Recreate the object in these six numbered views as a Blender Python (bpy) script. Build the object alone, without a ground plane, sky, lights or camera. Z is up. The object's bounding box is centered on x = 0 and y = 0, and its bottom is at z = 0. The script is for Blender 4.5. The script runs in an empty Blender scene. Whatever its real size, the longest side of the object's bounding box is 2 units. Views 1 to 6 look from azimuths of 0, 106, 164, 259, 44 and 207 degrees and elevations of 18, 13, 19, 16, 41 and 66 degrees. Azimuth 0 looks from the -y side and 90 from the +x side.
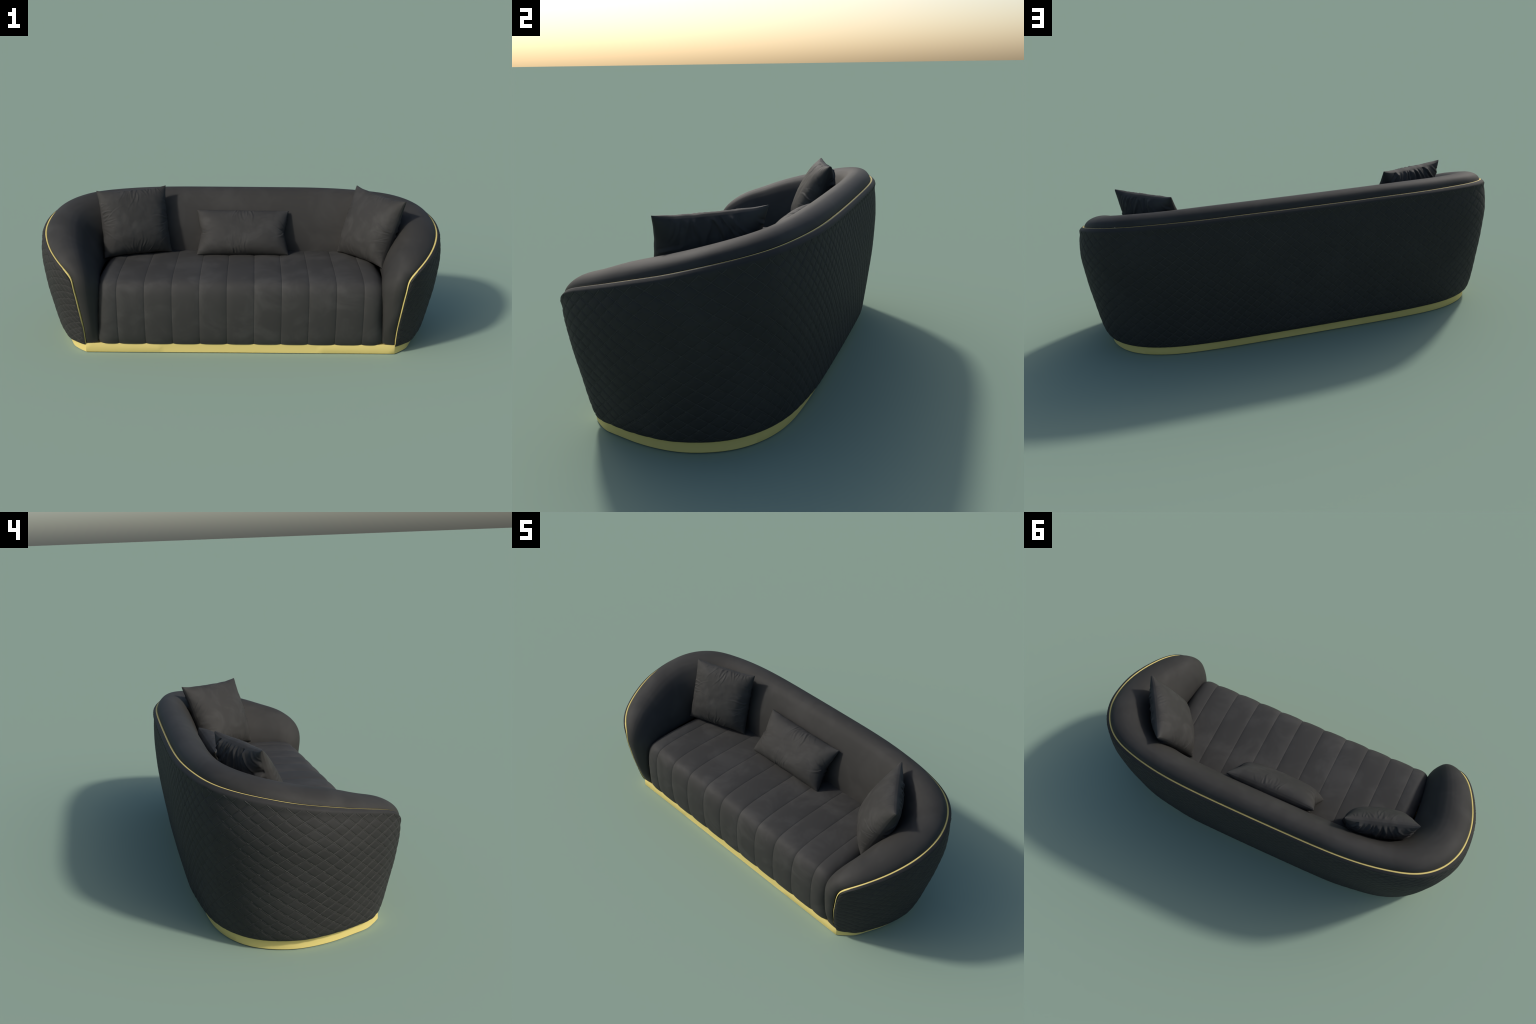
"""Curved velvet three-seat sofa on a brass plinth, with three throw pillows."""
import bpy, math
import numpy as np
from mathutils import Vector, noise as mnoise

rng = np.random.default_rng(7)

# ------------------------------------------------------------------ helpers
def spline(knots, values):
    """natural cubic spline through values at knots -> callable"""
    x = np.asarray(knots, float)
    y = np.asarray(values, float)
    if y.ndim == 1:
        y = y[:, None]
    n = len(x)
    h = np.diff(x)
    A = np.zeros((n, n))
    r = np.zeros_like(y)
    A[0, 0] = A[-1, -1] = 1
    for i in range(1, n - 1):
        A[i, i - 1], A[i, i], A[i, i + 1] = h[i - 1], 2 * (h[i - 1] + h[i]), h[i]
        r[i] = 6 * ((y[i + 1] - y[i]) / h[i] - (y[i] - y[i - 1]) / h[i - 1])
    m = np.linalg.solve(A, r)

    def f(t):
        t = np.atleast_1d(np.asarray(t, float))
        k = np.clip(np.searchsorted(x, t) - 1, 0, n - 2)
        a, b, hh = (t - x[k])[:, None], (x[k + 1] - t)[:, None], h[k][:, None]
        return (m[k] * b ** 3 + m[k + 1] * a ** 3) / (6 * hh) + \
            (y[k] / hh - m[k] * hh / 6) * b + (y[k + 1] / hh - m[k + 1] * hh / 6) * a
    return f


def monotone(knots, values):
    """shape-preserving cubic (no overshoot) for 1-D profiles"""
    x, y = np.asarray(knots, float), np.asarray(values, float)
    h, d = np.diff(x), np.diff(y) / np.diff(x)
    m = np.zeros(len(x))
    for i in range(1, len(x) - 1):
        if d[i - 1] * d[i] > 0:
            w1, w2 = 2 * h[i] + h[i - 1], h[i] + 2 * h[i - 1]
            m[i] = (w1 + w2) / (w1 / d[i - 1] + w2 / d[i])
    m[0], m[-1] = d[0], d[-1]

    def f(t):
        t = np.asarray(t, float)
        k = np.clip(np.searchsorted(x, t) - 1, 0, len(x) - 2)
        s, hh = (t - x[k]) / h[k], h[k]
        return (y[k] * (1 + 2 * s) * (1 - s) ** 2 + m[k] * hh * s * (1 - s) ** 2 +
                y[k + 1] * s * s * (3 - 2 * s) + m[k + 1] * hh * s * s * (s - 1))
    return f


def chord(P):
    return np.concatenate([[0], np.cumsum(np.linalg.norm(np.diff(P, axis=0), axis=1))])


def smooth(e0, e1, v):
    t = np.clip((v - e0) / (e1 - e0), 0, 1)
    return t * t * (3 - 2 * t)


def unit(v):
    return v / np.maximum(np.linalg.norm(v, axis=-1, keepdims=True), 1e-12)


def mesh_object(name, verts, faces, mat, parent=None, smooth_shade=True):
    me = bpy.data.meshes.new(name)
    me.from_pydata(np.asarray(verts).tolist(), [], faces)
    me.materials.append(mat)
    me.polygons.foreach_set("use_smooth", [smooth_shade] * len(me.polygons))
    me.update()
    ob = bpy.data.objects.new(name, me)
    bpy.context.scene.collection.objects.link(ob)
    if parent:
        ob.parent = parent
    return ob


def grid_faces(nu, nv, flip=False, base=0):
    i, j = np.meshgrid(np.arange(nu - 1), np.arange(nv - 1), indexing="ij")
    a = (base + i * nv + j).ravel()
    q = np.stack([a, a + nv, a + nv + 1, a + 1], 1)
    if flip:
        q = q[:, ::-1]
    return q.tolist()


def grid_normals(G):
    du, dv = np.gradient(G, axis=0), np.gradient(G, axis=1)
    return unit(np.cross(du, dv))


# ---------------------------------------------------------------- materials
def nodes_of(name):
    m = bpy.data.materials.new(name)
    m.use_nodes = True
    nt = m.node_tree
    return m, nt, nt.nodes["Principled BSDF"]


def velvet(name, dark, light, patch_scale, bump=0.12, rough=0.64):
    """near-black velvet: brushed patches of nap plus fine grain"""
    m, nt, b = nodes_of(name)
    tc = nt.nodes.new("ShaderNodeTexCoord")
    n1 = nt.nodes.new("ShaderNodeTexNoise")
    n1.inputs["Scale"].default_value = patch_scale
    n1.inputs["Detail"].default_value = 7
    n1.inputs["Roughness"].default_value = 0.62
    n1.inputs["Distortion"].default_value = 0.6
    n2 = nt.nodes.new("ShaderNodeTexNoise")
    n2.inputs["Scale"].default_value = 420
    n2.inputs["Detail"].default_value = 2
    ramp = nt.nodes.new("ShaderNodeValToRGB")
    ramp.color_ramp.elements[0].position = 0.46
    ramp.color_ramp.elements[0].color = (*dark, 1)
    ramp.color_ramp.elements[1].position = 0.64
    ramp.color_ramp.elements[1].color = (*light, 1)
    bp = nt.nodes.new("ShaderNodeBump")
    bp.inputs["Strength"].default_value = bump
    bp.inputs["Distance"].default_value = 0.001
    L = nt.links.new
    L(tc.outputs["Object"], n1.inputs["Vector"])
    L(tc.outputs["Object"], n2.inputs["Vector"])
    L(n1.outputs["Fac"], ramp.inputs["Fac"])
    L(ramp.outputs["Color"], b.inputs["Base Color"])
    L(n2.outputs["Fac"], bp.inputs["Height"])
    L(bp.outputs["Normal"], b.inputs["Normal"])
    b.inputs["Roughness"].default_value = rough
    b.inputs["Specular IOR Level"].default_value = .13
    return m


def brass(name):
    """pale satin brass, almost evenly coloured"""
    m, nt, b = nodes_of(name)
    tc = nt.nodes.new("ShaderNodeTexCoord")
    n = nt.nodes.new("ShaderNodeTexNoise")
    n.inputs["Scale"].default_value = 9
    n.inputs["Detail"].default_value = 5
    ramp = nt.nodes.new("ShaderNodeValToRGB")
    ramp.color_ramp.elements[0].color = (0.67, 0.545, 0.18, 1)
    ramp.color_ramp.elements[1].color = (0.71, 0.58, 0.20, 1)
    nt.links.new(tc.outputs["Object"], n.inputs["Vector"])
    nt.links.new(n.outputs["Fac"], ramp.inputs["Fac"])
    nt.links.new(ramp.outputs["Color"], b.inputs["Base Color"])
    b.inputs["Roughness"].default_value = .6
    b.inputs["Specular IOR Level"].default_value = .3
    return m


M_LINER = velvet("charcoal_velvet", (0.0365, 0.0355, 0.0332), (0.0445, 0.0433, 0.0406), 5.0)
M_SEAT = velvet("charcoal_velvet_seat", (0.0430, 0.0421, 0.0400), (0.0550, 0.0539, 0.0513), 7.0)
M_SHELL = velvet("quilted_charcoal_velvet", (0.0315, 0.0309, 0.0297), (0.0365, 0.0358, 0.0345), 4.0)
M_STITCH = velvet("stitched_seam", (0.048, 0.0472, 0.0446), (0.053, 0.0522, 0.0493), 6.0)
M_PILLOW = velvet("pillow_velvet", (0.0385, 0.0376, 0.0355), (0.0500, 0.0489, 0.0463), 9.0)
M_BRASS = brass("brushed_brass")

# -------------------------------------------------------------- main curves
PLINTH_H = 0.047
# piping (P) paired with the line where the lining meets the seat (I),
# bulge direction of the padding (degrees from facing forward to facing up) and its height
RAIL = [
    # P                        I                       ang  amp
    ((.750, -.327, .047), (.690, -.325, .056), 0, .004),
    ((.748, -.344, .088), (.687, -.330, .090), 0, .008),
    ((.750, -.364, .158), (.684, -.336, .140), 0, .0195),
    ((.758, -.385, .244), (.680, -.341, .210), 0, .026),
    ((.7667, -.394, .310), (.677, -.342, .260), 8, .0315),
    ((.7747, -.400, .364), (.674, -.338, .295), 20, .041),
    ((.783, -.3955, .399), (.672, -.328, .322), 38, .055),
    ((.803, -.385, .427), (.672, -.307, .338), 56, .068),
    ((.832, -.3635, .4525), (.676, -.280, .345), 72, .080),
    ((.8685, -.322, .478), (.682, -.245, .345), 84, .0955),
    ((.910, -.250, .502), (.690, -.190, .345), 90, .108),
    ((.947, -.156, .5265), (.697, -.110, .345), 90, .126),
    ((.968, -.061, .549), (.700, -.030, .345), 90, .138),
    ((.971, .029, .568), (.694, .035, .345), 90, .146),
    ((.9555, .118, .588), (.660, .090, .345), 90, .152),
    ((.9135, .204, .6045), (.610, .125, .345), 90, .157),
    ((.8305, .2825, .6175), (.540, .147, .345), 90, .161),
    ((.700, .3335, .625), (.460, .156, .345), 90, .1635),
    ((.549, .363, .629), (.370, .157, .345), 90, .1665),
    ((.350, .378, .632), (.240, .157, .345), 90, .1665),
    ((.150, .381, .632), (.100, .157, .345), 90, .1665),
]
CENTRE = ((0, .3815, .632), (0, .157, .345), 90, .1665)


def mirrored(rows, centre):
    left = [tuple((-v[0], v[1], v[2]) if isinstance(v, tuple) else v for v in r) for r in rows[::-1]]
    return rows + [centre] + left


rail = mirrored(RAIL, CENTRE)
KP = np.array([r[0] for r in rail])
KI = np.array([r[1] for r in rail])
KA = np.array([[r[2], r[3]] for r in rail], float)
s_rail = chord(KP)
fP, fI, fA = spline(s_rail, KP), spline(s_rail, KI), spline(s_rail, KA)
CORNER = 6                                   # station index of the rounded upper front corner

# ------------------------------------------------------------------- sofa
sofa = bpy.data.objects.new("sofa", None)
bpy.context.scene.collection.objects.link(sofa)
sofa["label"] = "curved dark velvet sofa with quilted back and brass plinth"
sofa["category"] = "sofa"

# plinth outline (right half, front corner to back centre)
FOOT = [(.751, -.3265), (.768, -.313), (.789, -.293), (.817, -.262), (.842, -.210), (.873, -.135),
        (.897, -.040), (.901, .020), (.882, .110), (.840, .184), (.766, .245), (.650, .289),
        (.510, .3065), (.330, .313), (.140, .3145)]
foot = np.array(FOOT + [(0, .315)] + [(-x, y) for x, y in FOOT[::-1]])
f_foot = spline(chord(foot), foot)
ring = f_foot(np.linspace(0, chord(foot)[-1], 260))
front = np.stack([np.linspace(ring[-1, 0], ring[0, 0], 40)[1:-1], np.full(38, ring[0, 1])], 1)
ring = np.concatenate([ring, front])
n = len(ring)
cx = ring.mean(0)
levels = [(0.0, 0.0015), (0.0015, 0.0), (PLINTH_H - 0.0015, 0.0), (PLINTH_H, 0.0015)]
verts, faces = [], []
for z, inset in levels:
    d = unit(ring - cx)
    verts += [(*(p - dd * inset), z) for p, dd in zip(ring, d)]
for k in range(len(levels) - 1):
    for i in range(n):
        j = (i + 1) % n
        faces.append([k * n + i, k * n + j, (k + 1) * n + j, (k + 1) * n + i])
faces.append(list(range(n))[::-1])
faces.append([3 * n + i for i in range(n)])
plinth = mesh_object("plinth", verts, faces, M_BRASS, sofa)
plinth.data.set_sharp_from_angle(angle=math.radians(35))

# ---- outer shell: lofted from plinth outline to piping, padded outward and diamond-quilted
top_rows = [r[0] for r in RAIL[CORNER:]]
KT = np.array(top_rows + [CENTRE[0]] + [(-x, y, z) for x, y, z in top_rows[::-1]])
KB = np.column_stack([foot, np.full(len(foot), PLINTH_H - .0090)])
assert len(KT) == len(KB)
s_mid = chord((KT + KB) / 2)
fT, fB = spline(s_mid, KT), spline(s_mid, KB)
LEN = s_mid[-1]
NS, NT = 1180, 190
ss = np.linspace(0, LEN, NS)
tt = np.linspace(0, 1, NT)
tt = tt + 0.028 * np.sin(2 * np.pi * tt) * -1      # denser towards both borders
T, B = fT(ss), fB(ss)
tang = np.gradient(T[:, :2] * .6 + B[:, :2] * .4, axis=0)
out = unit(np.stack([tang[:, 1], -tang[:, 0]], 1))
k = np.ones(41) / 41                                 # smooth the outward direction
out = unit(np.stack([np.convolve(np.pad(out[:, c], 20, mode="edge"), k, "valid") for c in (0, 1)], 1))
out3 = np.column_stack([out, np.zeros(NS)])
arc = np.minimum(ss, LEN - ss)
# how far (mm) the padding stands out of the straight line plinth-piping:
# rows run from the front edge round the arm to the middle of the back, columns from plinth to piping
PAD_T = [0, .004, .02, .06, .14, .30, .50, .70, .85, .93, .975, 1]
PAD_S = [0, .012, .05, .15, .32, .50, .70, .90, 1.15]
PAD = np.array([[1, 1, 1, 1, 1, 1, 1, 1, 1, 1, 1, 0],
                [1.5, 4, 6, 7, 7.4, 7.6, 8, 9, 9.5, 10, 10, 0],
                [2, 8, 12.5, 14.5, 15.5, 16, 16.8, 16.6, 15, 12.8, 11.5, 0],
                [2, 13, 22, 27.5, 29, 31.2, 34, 32.4, 26.6, 19.4, 13.6, 0],
                [2, 14, 24.5, 32, 37.2, 43.1, 48.4, 46.8, 37.5, 26, 16.8, 0],
                [2, 14, 24, 30.2, 36, 42, 48.2, 49.5, 38.5, 26.5, 17.8, 0],
                [2, 12, 19.5, 25, 30, 35.6, 41.8, 42.6, 33.5, 23.6, 17, 0],
                [2, 12.5, 20.5, 25, 29.5, 34.5, 40.2, 38.6, 30, 21.5, 16.5, 0],
                [2, 15.5, 28, 35.5, 37.5, 41.8, 44.6, 39.2, 28.8, 20, 15.2, 0]]) / 1000
rows = np.stack([monotone(PAD_T, r)(tt) for r in PAD], 1)          # NT x stations
padding = np.stack([monotone(PAD_S + [LEN / 2], np.append(r, r[-1]))(arc) for r in rows], 1)
# front edge must follow the upright piping
edge_s = np.linspace(0, s_rail[CORNER], 200)
edge = fP(edge_s)
e_t = (edge[:, 2] - edge[0, 2]) / (edge[-1, 2] - edge[0, 2])
E = np.stack([np.interp(tt, e_t, edge[:, c] - (edge[0, c] + e_t * (edge[-1, c] - edge[0, c]))) for c in range(3)], 1)
fall = np.exp(-arc / .07)
side = np.where(ss < LEN / 2, 1.0, -1.0)
S = B[:, None] + tt[None, :, None] * (T - B)[:, None] + padding[..., None] * out3[:, None]
S[..., 0] += fall[:, None] * side[:, None] * E[None, :, 0]
S[..., 1] += fall[:, None] * E[None, :, 1]
# the edge keeps clear of the piping and stands slightly above it
lip = smooth(.93, 1, tt)[None]
S += (lip * .0050)[..., None] * out3[:, None]
near = np.exp(-arc / .025)
S[..., 0] += (near * side * .0015)[:, None] * (1 - .6 * lip)
corner = np.exp(-arc / .045)[:, None] * smooth(.72, 1, tt)[None]      # soft upper front corner
S[..., 1] += .0080 * corner
S[..., 2] -= .0040 * corner
# quilting
height = np.concatenate([np.zeros((NS, 1)), np.cumsum(np.linalg.norm(np.diff(S, axis=1), axis=2), axis=1)], 1)
cell_w = .0565 - .0085 * smooth(.45, 1.1, arc)          # diamonds are a little narrower across the back
u = np.concatenate([[0], np.cumsum(np.diff(ss) / cell_w[1:])])
u = (u - u[-1] / 2)[:, None] + 0 * height
v = height / height[:, -1:] * (12.4 + 2.0 * smooth(.45, 1.1, arc))[:, None]
qa = np.abs(np.sin(np.pi * (u + v)))                  # the two families of stitch lines
qb = np.abs(np.sin(np.pi * (u - v)))
pad = (1 - np.exp(-qa / .13)) * (1 - np.exp(-qb / .13)) * (.8 + .2 * np.sqrt(qa * qb))
border = smooth(.012, .075, 1 - tt)[None] * smooth(0, .02, tt)[None] * smooth(0, .02, arc)[:, None]
Nrm = grid_normals(S)
if np.sum(Nrm[NS // 2, NT // 2] * out3[NS // 2]) < 0:
    Nrm = -Nrm
S = S + Nrm * ((pad - .9) * .0039 * border)[..., None]
flip = np.sum(np.cross(S[601, 90] - S[600, 90], S[600, 91] - S[600, 90]) * out3[600]) < 0
lipwall = S[:, -1] + np.array([0, 0, -.009]) - out3 * .0008     # cover turned down into the seam
S2 = np.concatenate([S, lipwall[:, None]], 1)
shell = mesh_object("quilted_shell", S2.reshape(-1, 3), grid_faces(NS, NT + 1, flip), M_SHELL, sofa)

# stitched seams of the quilting, one thread per diagonal
def on_shell(sv, ti):
    i = np.clip(sv / (ss[1] - ss[0]), 0, NS - 1.001)
    i0 = i.astype(int)
    f = (i - i0)[:, None]
    return S[i0, ti] * (1 - f) + S[i0 + 1, ti] * f, Nrm[i0, ti]


tv, tf = [], []
cols = np.unique(np.clip(np.searchsorted(tt, np.linspace(.012, .968, 105)), 1, NT - 2))
for fam in (1, -1):
    F = u + fam * v
    for kk in range(int(np.ceil(F.min())), int(np.floor(F.max())) + 1):
        sv = np.array([np.interp(kk, F[:, c], ss, left=-1, right=-1) for c in cols])
        ok = (sv > .006) & (sv < LEN - .006)
        if ok.sum() < 4:
            continue
        run = np.flatnonzero(ok)
        path, nn = on_shell(sv[run], cols[run])
        path = path + nn * .0001
        t = unit(np.gradient(path, axis=0))
        b = np.cross(t, nn)
        b0 = len(tv)
        ring5 = np.stack([path + .0019 * (math.cos(2 * np.pi * j / 5) * nn + math.sin(2 * np.pi * j / 5) * b) for j in range(5)], 1)
        tv += ring5.reshape(-1, 3).tolist()
        for i in range(len(path) - 1):
            for j in range(5):
                jj = (j + 1) % 5
                tf.append([b0 + i * 5 + j, b0 + i * 5 + jj, b0 + i * 5 + 5 + jj, b0 + i * 5 + 5 + j])
stitch = mesh_object("quilting_stitch", tv, tf, M_STITCH, shell)
stitch["kind"] = "stuff"

# ---- padded lining: arms and back, one smooth surface split into named regions
NL, NU = 520, 84
sl = np.linspace(0, s_rail[-1], NL)
uu = np.linspace(0, 1, NU) ** 1.7
P, I, A = fP(sl), fI(sl), fA(sl)
ang = np.radians(A[:, 0])
w = np.stack([0 * ang, -np.cos(ang), np.sin(ang)], 1)
pad_prof = monotone([0, .0177, .044, .088, .177, .265, .375, .464, .552, .64, .7285, .817, .883, .94, .98, 1],
                    [0, .095, .195, .325, .53, .692, .846, .932, .970, .946, .880, .775, .658, .465, .27, 0])
across = unit(np.cross(unit(np.gradient(P, axis=0)), w))       # outward, across the seam
P = P - across * .0035
Lg = P[:, None] + uu[None, :, None] * (I - P)[:, None] + (A[:, 1][:, None] * pad_prof(uu)[None])[..., None] * w[:, None]
N = grid_normals(Lg)
if N[NL // 2, 20, 2] < 0:
    N = -N
lf = grid_faces(NL, NU, flip=np.cross(Lg[261, 20] - Lg[260, 20], Lg[260, 21] - Lg[260, 20])[2] < 0)
flat, fn = Lg.reshape(-1, 3), N.reshape(-1, 3)


def region(name, i0, i1):
    vs = flat[i0 * NU:(i1 + 1) * NU]
    fs = [[q - i0 * NU for q in f] for f in lf[i0 * (NU - 1):i1 * (NU - 1)]]
    ob = mesh_object(name, vs, fs, M_LINER, sofa)
    ob.data.normals_split_custom_set_from_vertices(fn[i0 * NU:(i1 + 1) * NU].tolist())
    return ob


ia = int(np.searchsorted(sl, s_rail[15]))
region("armrest", 0, ia)
region("backrest", ia, NL - 1 - ia)
region("armrest", NL - 1 - ia, NL - 1)


# ---- brass piping along the seam
def tube(name, path, r, mat, parent, up, nseg=12, squash=1.0):
    t = unit(np.gradient(path, axis=0))
    a = unit(up - np.sum(up * t, 1, keepdims=True) * t)
    b = np.cross(t, a)
    th = np.linspace(0, 2 * np.pi, nseg, endpoint=False)
    V = path[:, None] + r * (np.cos(th)[None, :, None] * a[:, None] * squash + np.sin(th)[None, :, None] * b[:, None])
    m = len(path)
    fs = []
    for i in range(m - 1):
        for j in range(nseg):
            jj = (j + 1) % nseg
            fs.append([i * nseg + j, i * nseg + jj, (i + 1) * nseg + jj, (i + 1) * nseg + j])
    fs += [list(range(nseg))[::-1], [(m - 1) * nseg + j for j in range(nseg)]]
    return mesh_object(name, V.reshape(-1, 3), fs, mat, parent)


sp = np.linspace(0, s_rail[-1], 700)
pp = fP(sp)
pup = np.radians(fA(sp)[:, 0])
pup = np.stack([0 * sp, -np.cos(pup), np.sin(pup)], 1)
pac = unit(np.cross(unit(np.gradient(pp, axis=0)), pup))
turned = 1 - smooth(15, 60, fA(sp)[:, :1])
pup = unit(pup - pac * turned * 1.3)
pac = unit(np.cross(unit(np.gradient(pp, axis=0)), pup))
pp[:, 1] += .0014 * turned[:, 0]
tube("brass_piping", pp + pac * .0008 - pup * .0024, .0045, M_BRASS, sofa, pup, squash=.42)

# ---- seat: channel-stitched cushion falling over the front to the plinth
SEAM = np.array([(.172, .3622), (.10, .3712), (0, .3742), (-.136, .3767), (-.24, .3735), (-.288, .3675), (-.326, .3535),
                 (-.344, .328), (-.353, .290), (-.3555, .210), (-.347, .114), (-.338, .072), (-.326, .047)])
f_seam = spline(chord(SEAM), SEAM)
NSE = 130
seam = f_seam(np.linspace(0, chord(SEAM)[-1], NSE))
st = unit(np.gradient(seam, axis=0))
sn = np.stack([st[:, 1], -st[:, 0]], 1)            # outward: up on top, forward on the front
if sn[10, 1] < 0:
    sn = -sn
PITCH = .1306
bounds = [-.692] + [PITCH * (i - 4.5) for i in range(10)] + [.692]
core = seam[:, None] - sn[:, None] * .012
seat_v, seat_f = [], []
for x in (-.66, .66):
    seat_v += [(x, y, z) for y, z in core[:, 0]]
    seat_v += [(x, .16, .05), (x, -.30, .05)]
m = NSE + 2
for i in range(NSE - 1):
    seat_f.append([i, i + 1, m + i + 1, m + i])
seat_f += [[NSE - 1, NSE + 1, m + NSE + 1, m + NSE - 1], [NSE + 1, NSE, m + NSE, m + NSE + 1], [NSE, 0, m, m + NSE]]
seat_f += [list(range(NSE)) + [NSE + 1, NSE], [m + q for q in (list(range(NSE)) + [NSE + 1, NSE])][::-1]]
seat = mesh_object("seat", seat_v, seat_f, M_SEAT, sofa)
NX = 25
for c in range(11):
    x0, x1 = bounds[c], bounds[c + 1]
    xn = np.linspace(-1, 1, NX)
    xn = np.sign(xn) * np.abs(xn) ** .55               # finer near the seams
    xs = (x0 + x1) / 2 + xn * (x1 - x0 - .0002) / 2
    swell = (1 - np.abs(xn) ** 3.2)
    crease = -.0006 * np.exp(-(1 - np.abs(xn)) / .02)
    # outer channels roll down against the arms
    over = np.clip((np.abs(xs) - .625) / .067, 0, 1)
    drop = .040 * over ** 2.4
    t = np.linspace(0, 1, NSE)
    soft = np.array([[mnoise.noise(Vector((x * 3, q * 4, 3.1))) for q in t] for x in xs]) * .0018
    lowfade = 1 - .6 * smooth(.8, 1.0, t)[None] * (drop[:, None] > 0)
    puff = .0038 + .0012 * smooth(.45, .62, t)              # fuller down the front
    off = swell[:, None] * (puff[None] + soft) + crease[:, None] - drop[:, None] * lowfade
    G = np.zeros((NX, NSE, 3))
    G[..., 0] = xs[:, None]
    G[..., 1] = seam[None, :, 0] + off * sn[None, :, 0]
    G[..., 2] = np.maximum(seam[None, :, 1] + off * sn[None, :, 1], .0455)
    V = G.reshape(-1, 3).tolist()
    F = grid_faces(NX, NSE, flip=np.cross(G[13, 20] - G[12, 20], G[12, 21] - G[12, 20])[2] < 0)
    base = len(V)                                       # turned-in edges, back to the core
    for row in (0, NX - 1):
        inner = G[row].copy()
        inner[:, 1] -= sn[:, 0] * .014
        inner[:, 2] = np.maximum(inner[:, 2] - sn[:, 1] * .014, .0455)
        b0 = len(V)
        V += inner.tolist()
        for i in range(NSE - 1):
            a = row * NSE + i
            q = [a, a + 1, b0 + i + 1, b0 + i]
            F.append(q if row == 0 else q[::-1])
    ob = mesh_object("seat_channel", V, F, M_SEAT, seat)
    ob.data.set_sharp_from_angle(angle=math.radians(60))


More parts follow.
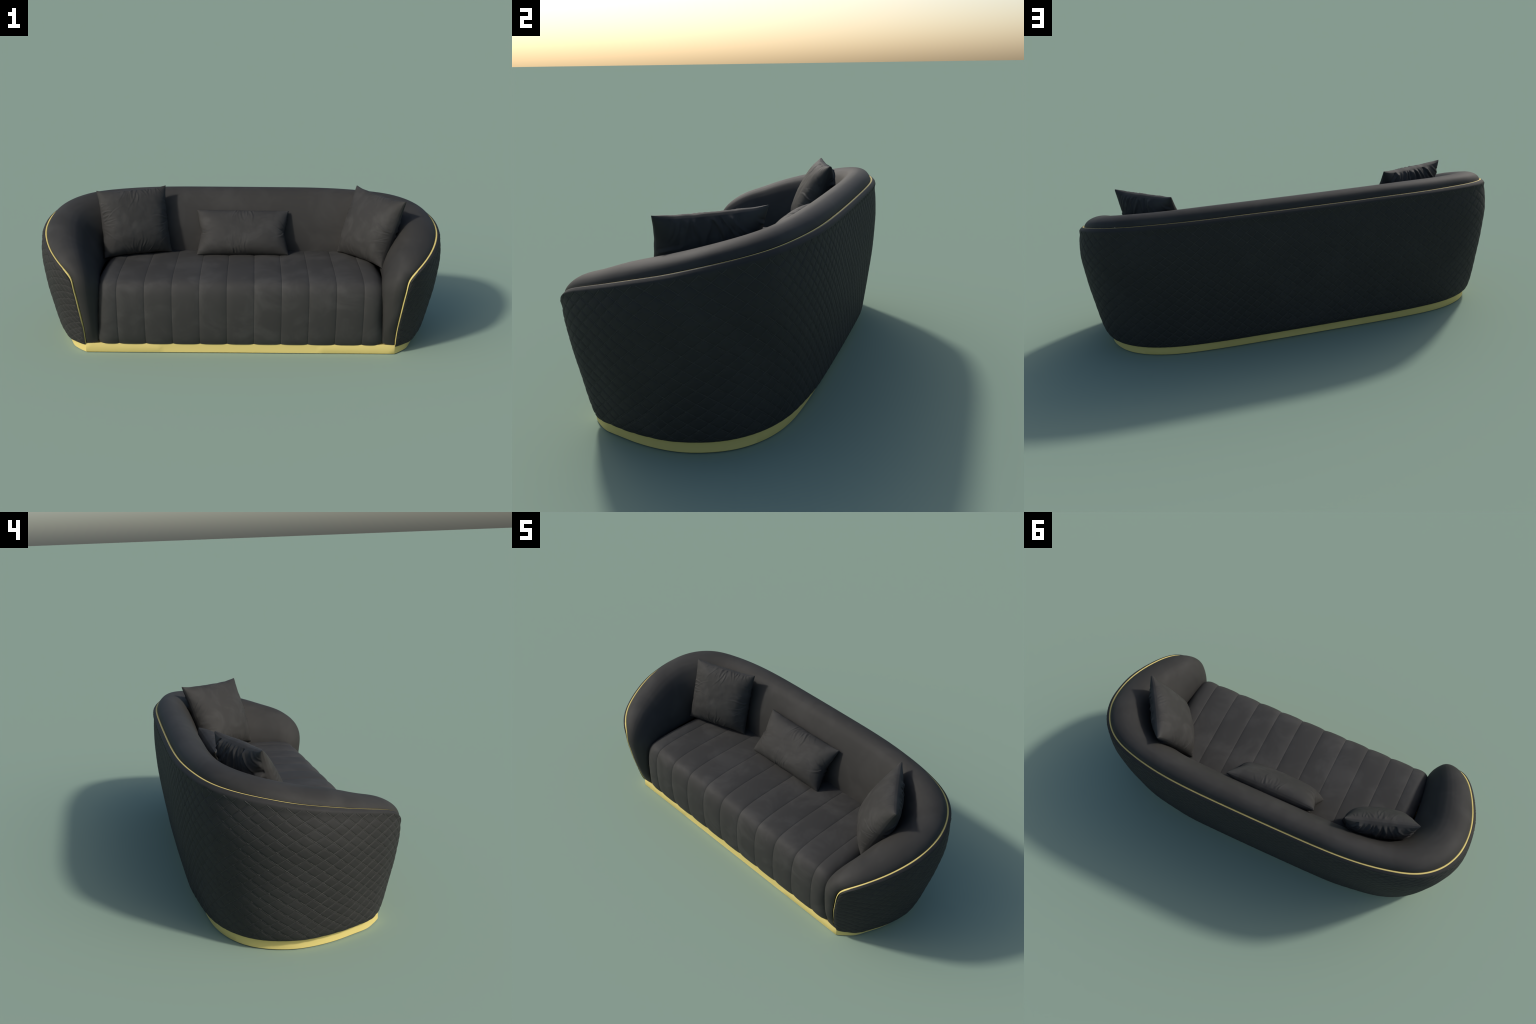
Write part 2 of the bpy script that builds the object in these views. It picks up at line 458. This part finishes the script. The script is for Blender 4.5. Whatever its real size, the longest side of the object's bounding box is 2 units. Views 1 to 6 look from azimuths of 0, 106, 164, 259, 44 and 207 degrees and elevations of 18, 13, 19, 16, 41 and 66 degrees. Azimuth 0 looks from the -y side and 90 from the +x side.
# ------------------------------------------------------------ throw pillows
def pillow(name, label, tl, tr, br, bl, thick, inset, seed, wrinkle, gathers=22, taper=.26, pinch=4.0, spread=.3, box=.68, skew=0.0, front=.95):
    tl, tr, br, bl = (np.array(p, float) for p in (tl, tr, br, bl))
    centre = (tl + tr + br + bl) / 4
    n = 240
    a = np.sin(np.linspace(-1, 1, n) * np.pi / 2 * .93) / math.sin(np.pi / 2 * .93)
    U, V = np.meshgrid(a, a, indexing="ij")             # U left->right, V bottom->top
    ru, rv = (1 + U) / 2, (1 + V) / 2
    flatp = ((bl[None, None] * (1 - ru)[..., None] + br * ru[..., None]) * (1 - rv)[..., None] +
             (tl[None, None] * (1 - ru)[..., None] + tr * ru[..., None]) * rv[..., None])
    ex, ey = unit(tr + br - tl - bl), unit(tl + tr - bl - br)
    en = unit(np.cross(ex, ey))                         # towards the front
    ix, iy = inset
    wave = np.array([mnoise.noise(Vector((q * 5, seed, .7))) for q in a]) * .0022
    wavy = np.array([mnoise.noise(Vector((q * 5, seed, 5.7))) for q in a]) * .0022
    # seams are pulled in between the corners
    flatp = flatp - ex * ((ix + wave[None, :]) * U * np.abs(U) ** 2 * (1 - np.abs(V) ** pinch))[..., None] \
                  - ey * ((iy + wavy[:, None]) * V * np.abs(V) ** 2 * (1 - np.abs(U) ** max(pinch, 4)))[..., None]
    du, dv = 1 - np.abs(U), 1 - np.abs(V)
    dome = box * (1 - np.abs(U) ** 4.2) ** .6 * (1 - np.abs(V) ** 4.2) ** .6 + (1 - box) * (1 - U * U) * (1 - V * V)
    dome = dome * (1 + skew * U)
    half = np.linalg.norm(tr - tl) / 2
    halfv = np.linalg.norm(tl - bl) / 2
    objs = []
    r = np.random.default_rng(seed)
    grids = []
    for sgn in (1, -1):
        h = thick / 2 * (front if sgn > 0 else 2 - front) * dome * (1 - taper * smooth(-.5, 1, V))
        rel = np.zeros_like(h)
        back = 1.0 if sgn > 0 else 1.7
        # gathers running in from each seam, bunched about its middle and fanning out
        for ax in range(4):
            along = (U if ax < 2 else V)
            dist = ((1 - V), (1 + V), (1 - U), (1 + U))[ax] * (halfv if ax < 2 else half)
            L = half if ax < 2 else halfv
            mid = r.normal(0, .12)
            for _ in range(gathers):
                c = np.clip(mid + r.normal(0, spread), -.85, .85)
                lean = (c - mid) * 1.1 + r.normal(0, .25)
                wid = r.uniform(.0025, .0055) * back
                ln = r.uniform(.012, .06) * (1.2 - abs(c)) * back
                dep = r.uniform(.3, 1.0)
                x = (along - c) * L - lean * dist + .004 * np.sin(dist * 60 + c * 9)
                fold = np.exp(-(x / wid) ** 2) - .6 * np.exp(-((x - wid * 1.8) / wid) ** 2)
                rel += dep * fold * (wid / .006) * np.exp(-(dist / ln) ** 1.6) * smooth(0, .010, dist)
        fld = np.array([[mnoise.noise(Vector((p * 2.3 + seed, q * 2.3, sgn * 4.0))) +
                         .45 * mnoise.noise(Vector((p * 6 + seed, q * 6, sgn * 9.0))) for q in a] for p in a])
        h = h + (rel * .0040 * wrinkle * back ** 1.2 + fld * .0022 * wrinkle) * smooth(0, .05, np.minimum(du, dv))
        h = np.maximum(h, 0)
        h = h + .0032 * np.minimum(1, smooth(0, .02, np.minimum(du, dv)))
        grids.append(flatp + sgn * h[..., None] * en - centre)
    g0, g1 = grids
    Vv = g0.reshape(-1, 3).tolist() + g1.reshape(-1, 3).tolist()
    f0 = grid_faces(n, n)
    nn = np.cross(g0[121, 120] - g0[120, 120], g0[120, 121] - g0[120, 120])
    fl = nn @ en < 0
    F = grid_faces(n, n, flip=fl) + grid_faces(n, n, flip=not fl, base=n * n)
    ob = mesh_object(name, Vv, F, M_PILLOW)
    import bmesh
    bm = bmesh.new()
    bm.from_mesh(ob.data)
    bmesh.ops.remove_doubles(bm, verts=bm.verts, dist=1e-5)
    bm.to_mesh(ob.data)
    bm.free()
    ob.data.polygons.foreach_set("use_smooth", [True] * len(ob.data.polygons))
    ob.location = centre
    ob["label"] = label
    ob["category"] = "pillow"
    return ob


pillow("throw_pillow", "square dark velvet throw pillow with gathered seams",
       (-.744, .099, .700), (-.402, .215, .704), (-.363, .107, .372), (-.700, -.010, .372),
       .166, (.009, .010), 3, 1.0)
pillow("throw_pillow", "square dark velvet throw pillow with gathered seams",
       (.601, .230, .709), (.809, -.073, .701), (.700, -.132, .371), (.502, .126, .372),
       .166, (.008, .011), 11, .9, skew=.05, front=.96)
pillow("lumbar_pillow", "long rectangular dark velvet lumbar pillow",
       (-.238, .196, .577), (.244, .199, .574), (.243, .053, .376), (-.233, .049, .375),
       .130, (.024, .003), 21, .8, taper=.2, pinch=1.0, spread=.14, box=.9, front=1.0)
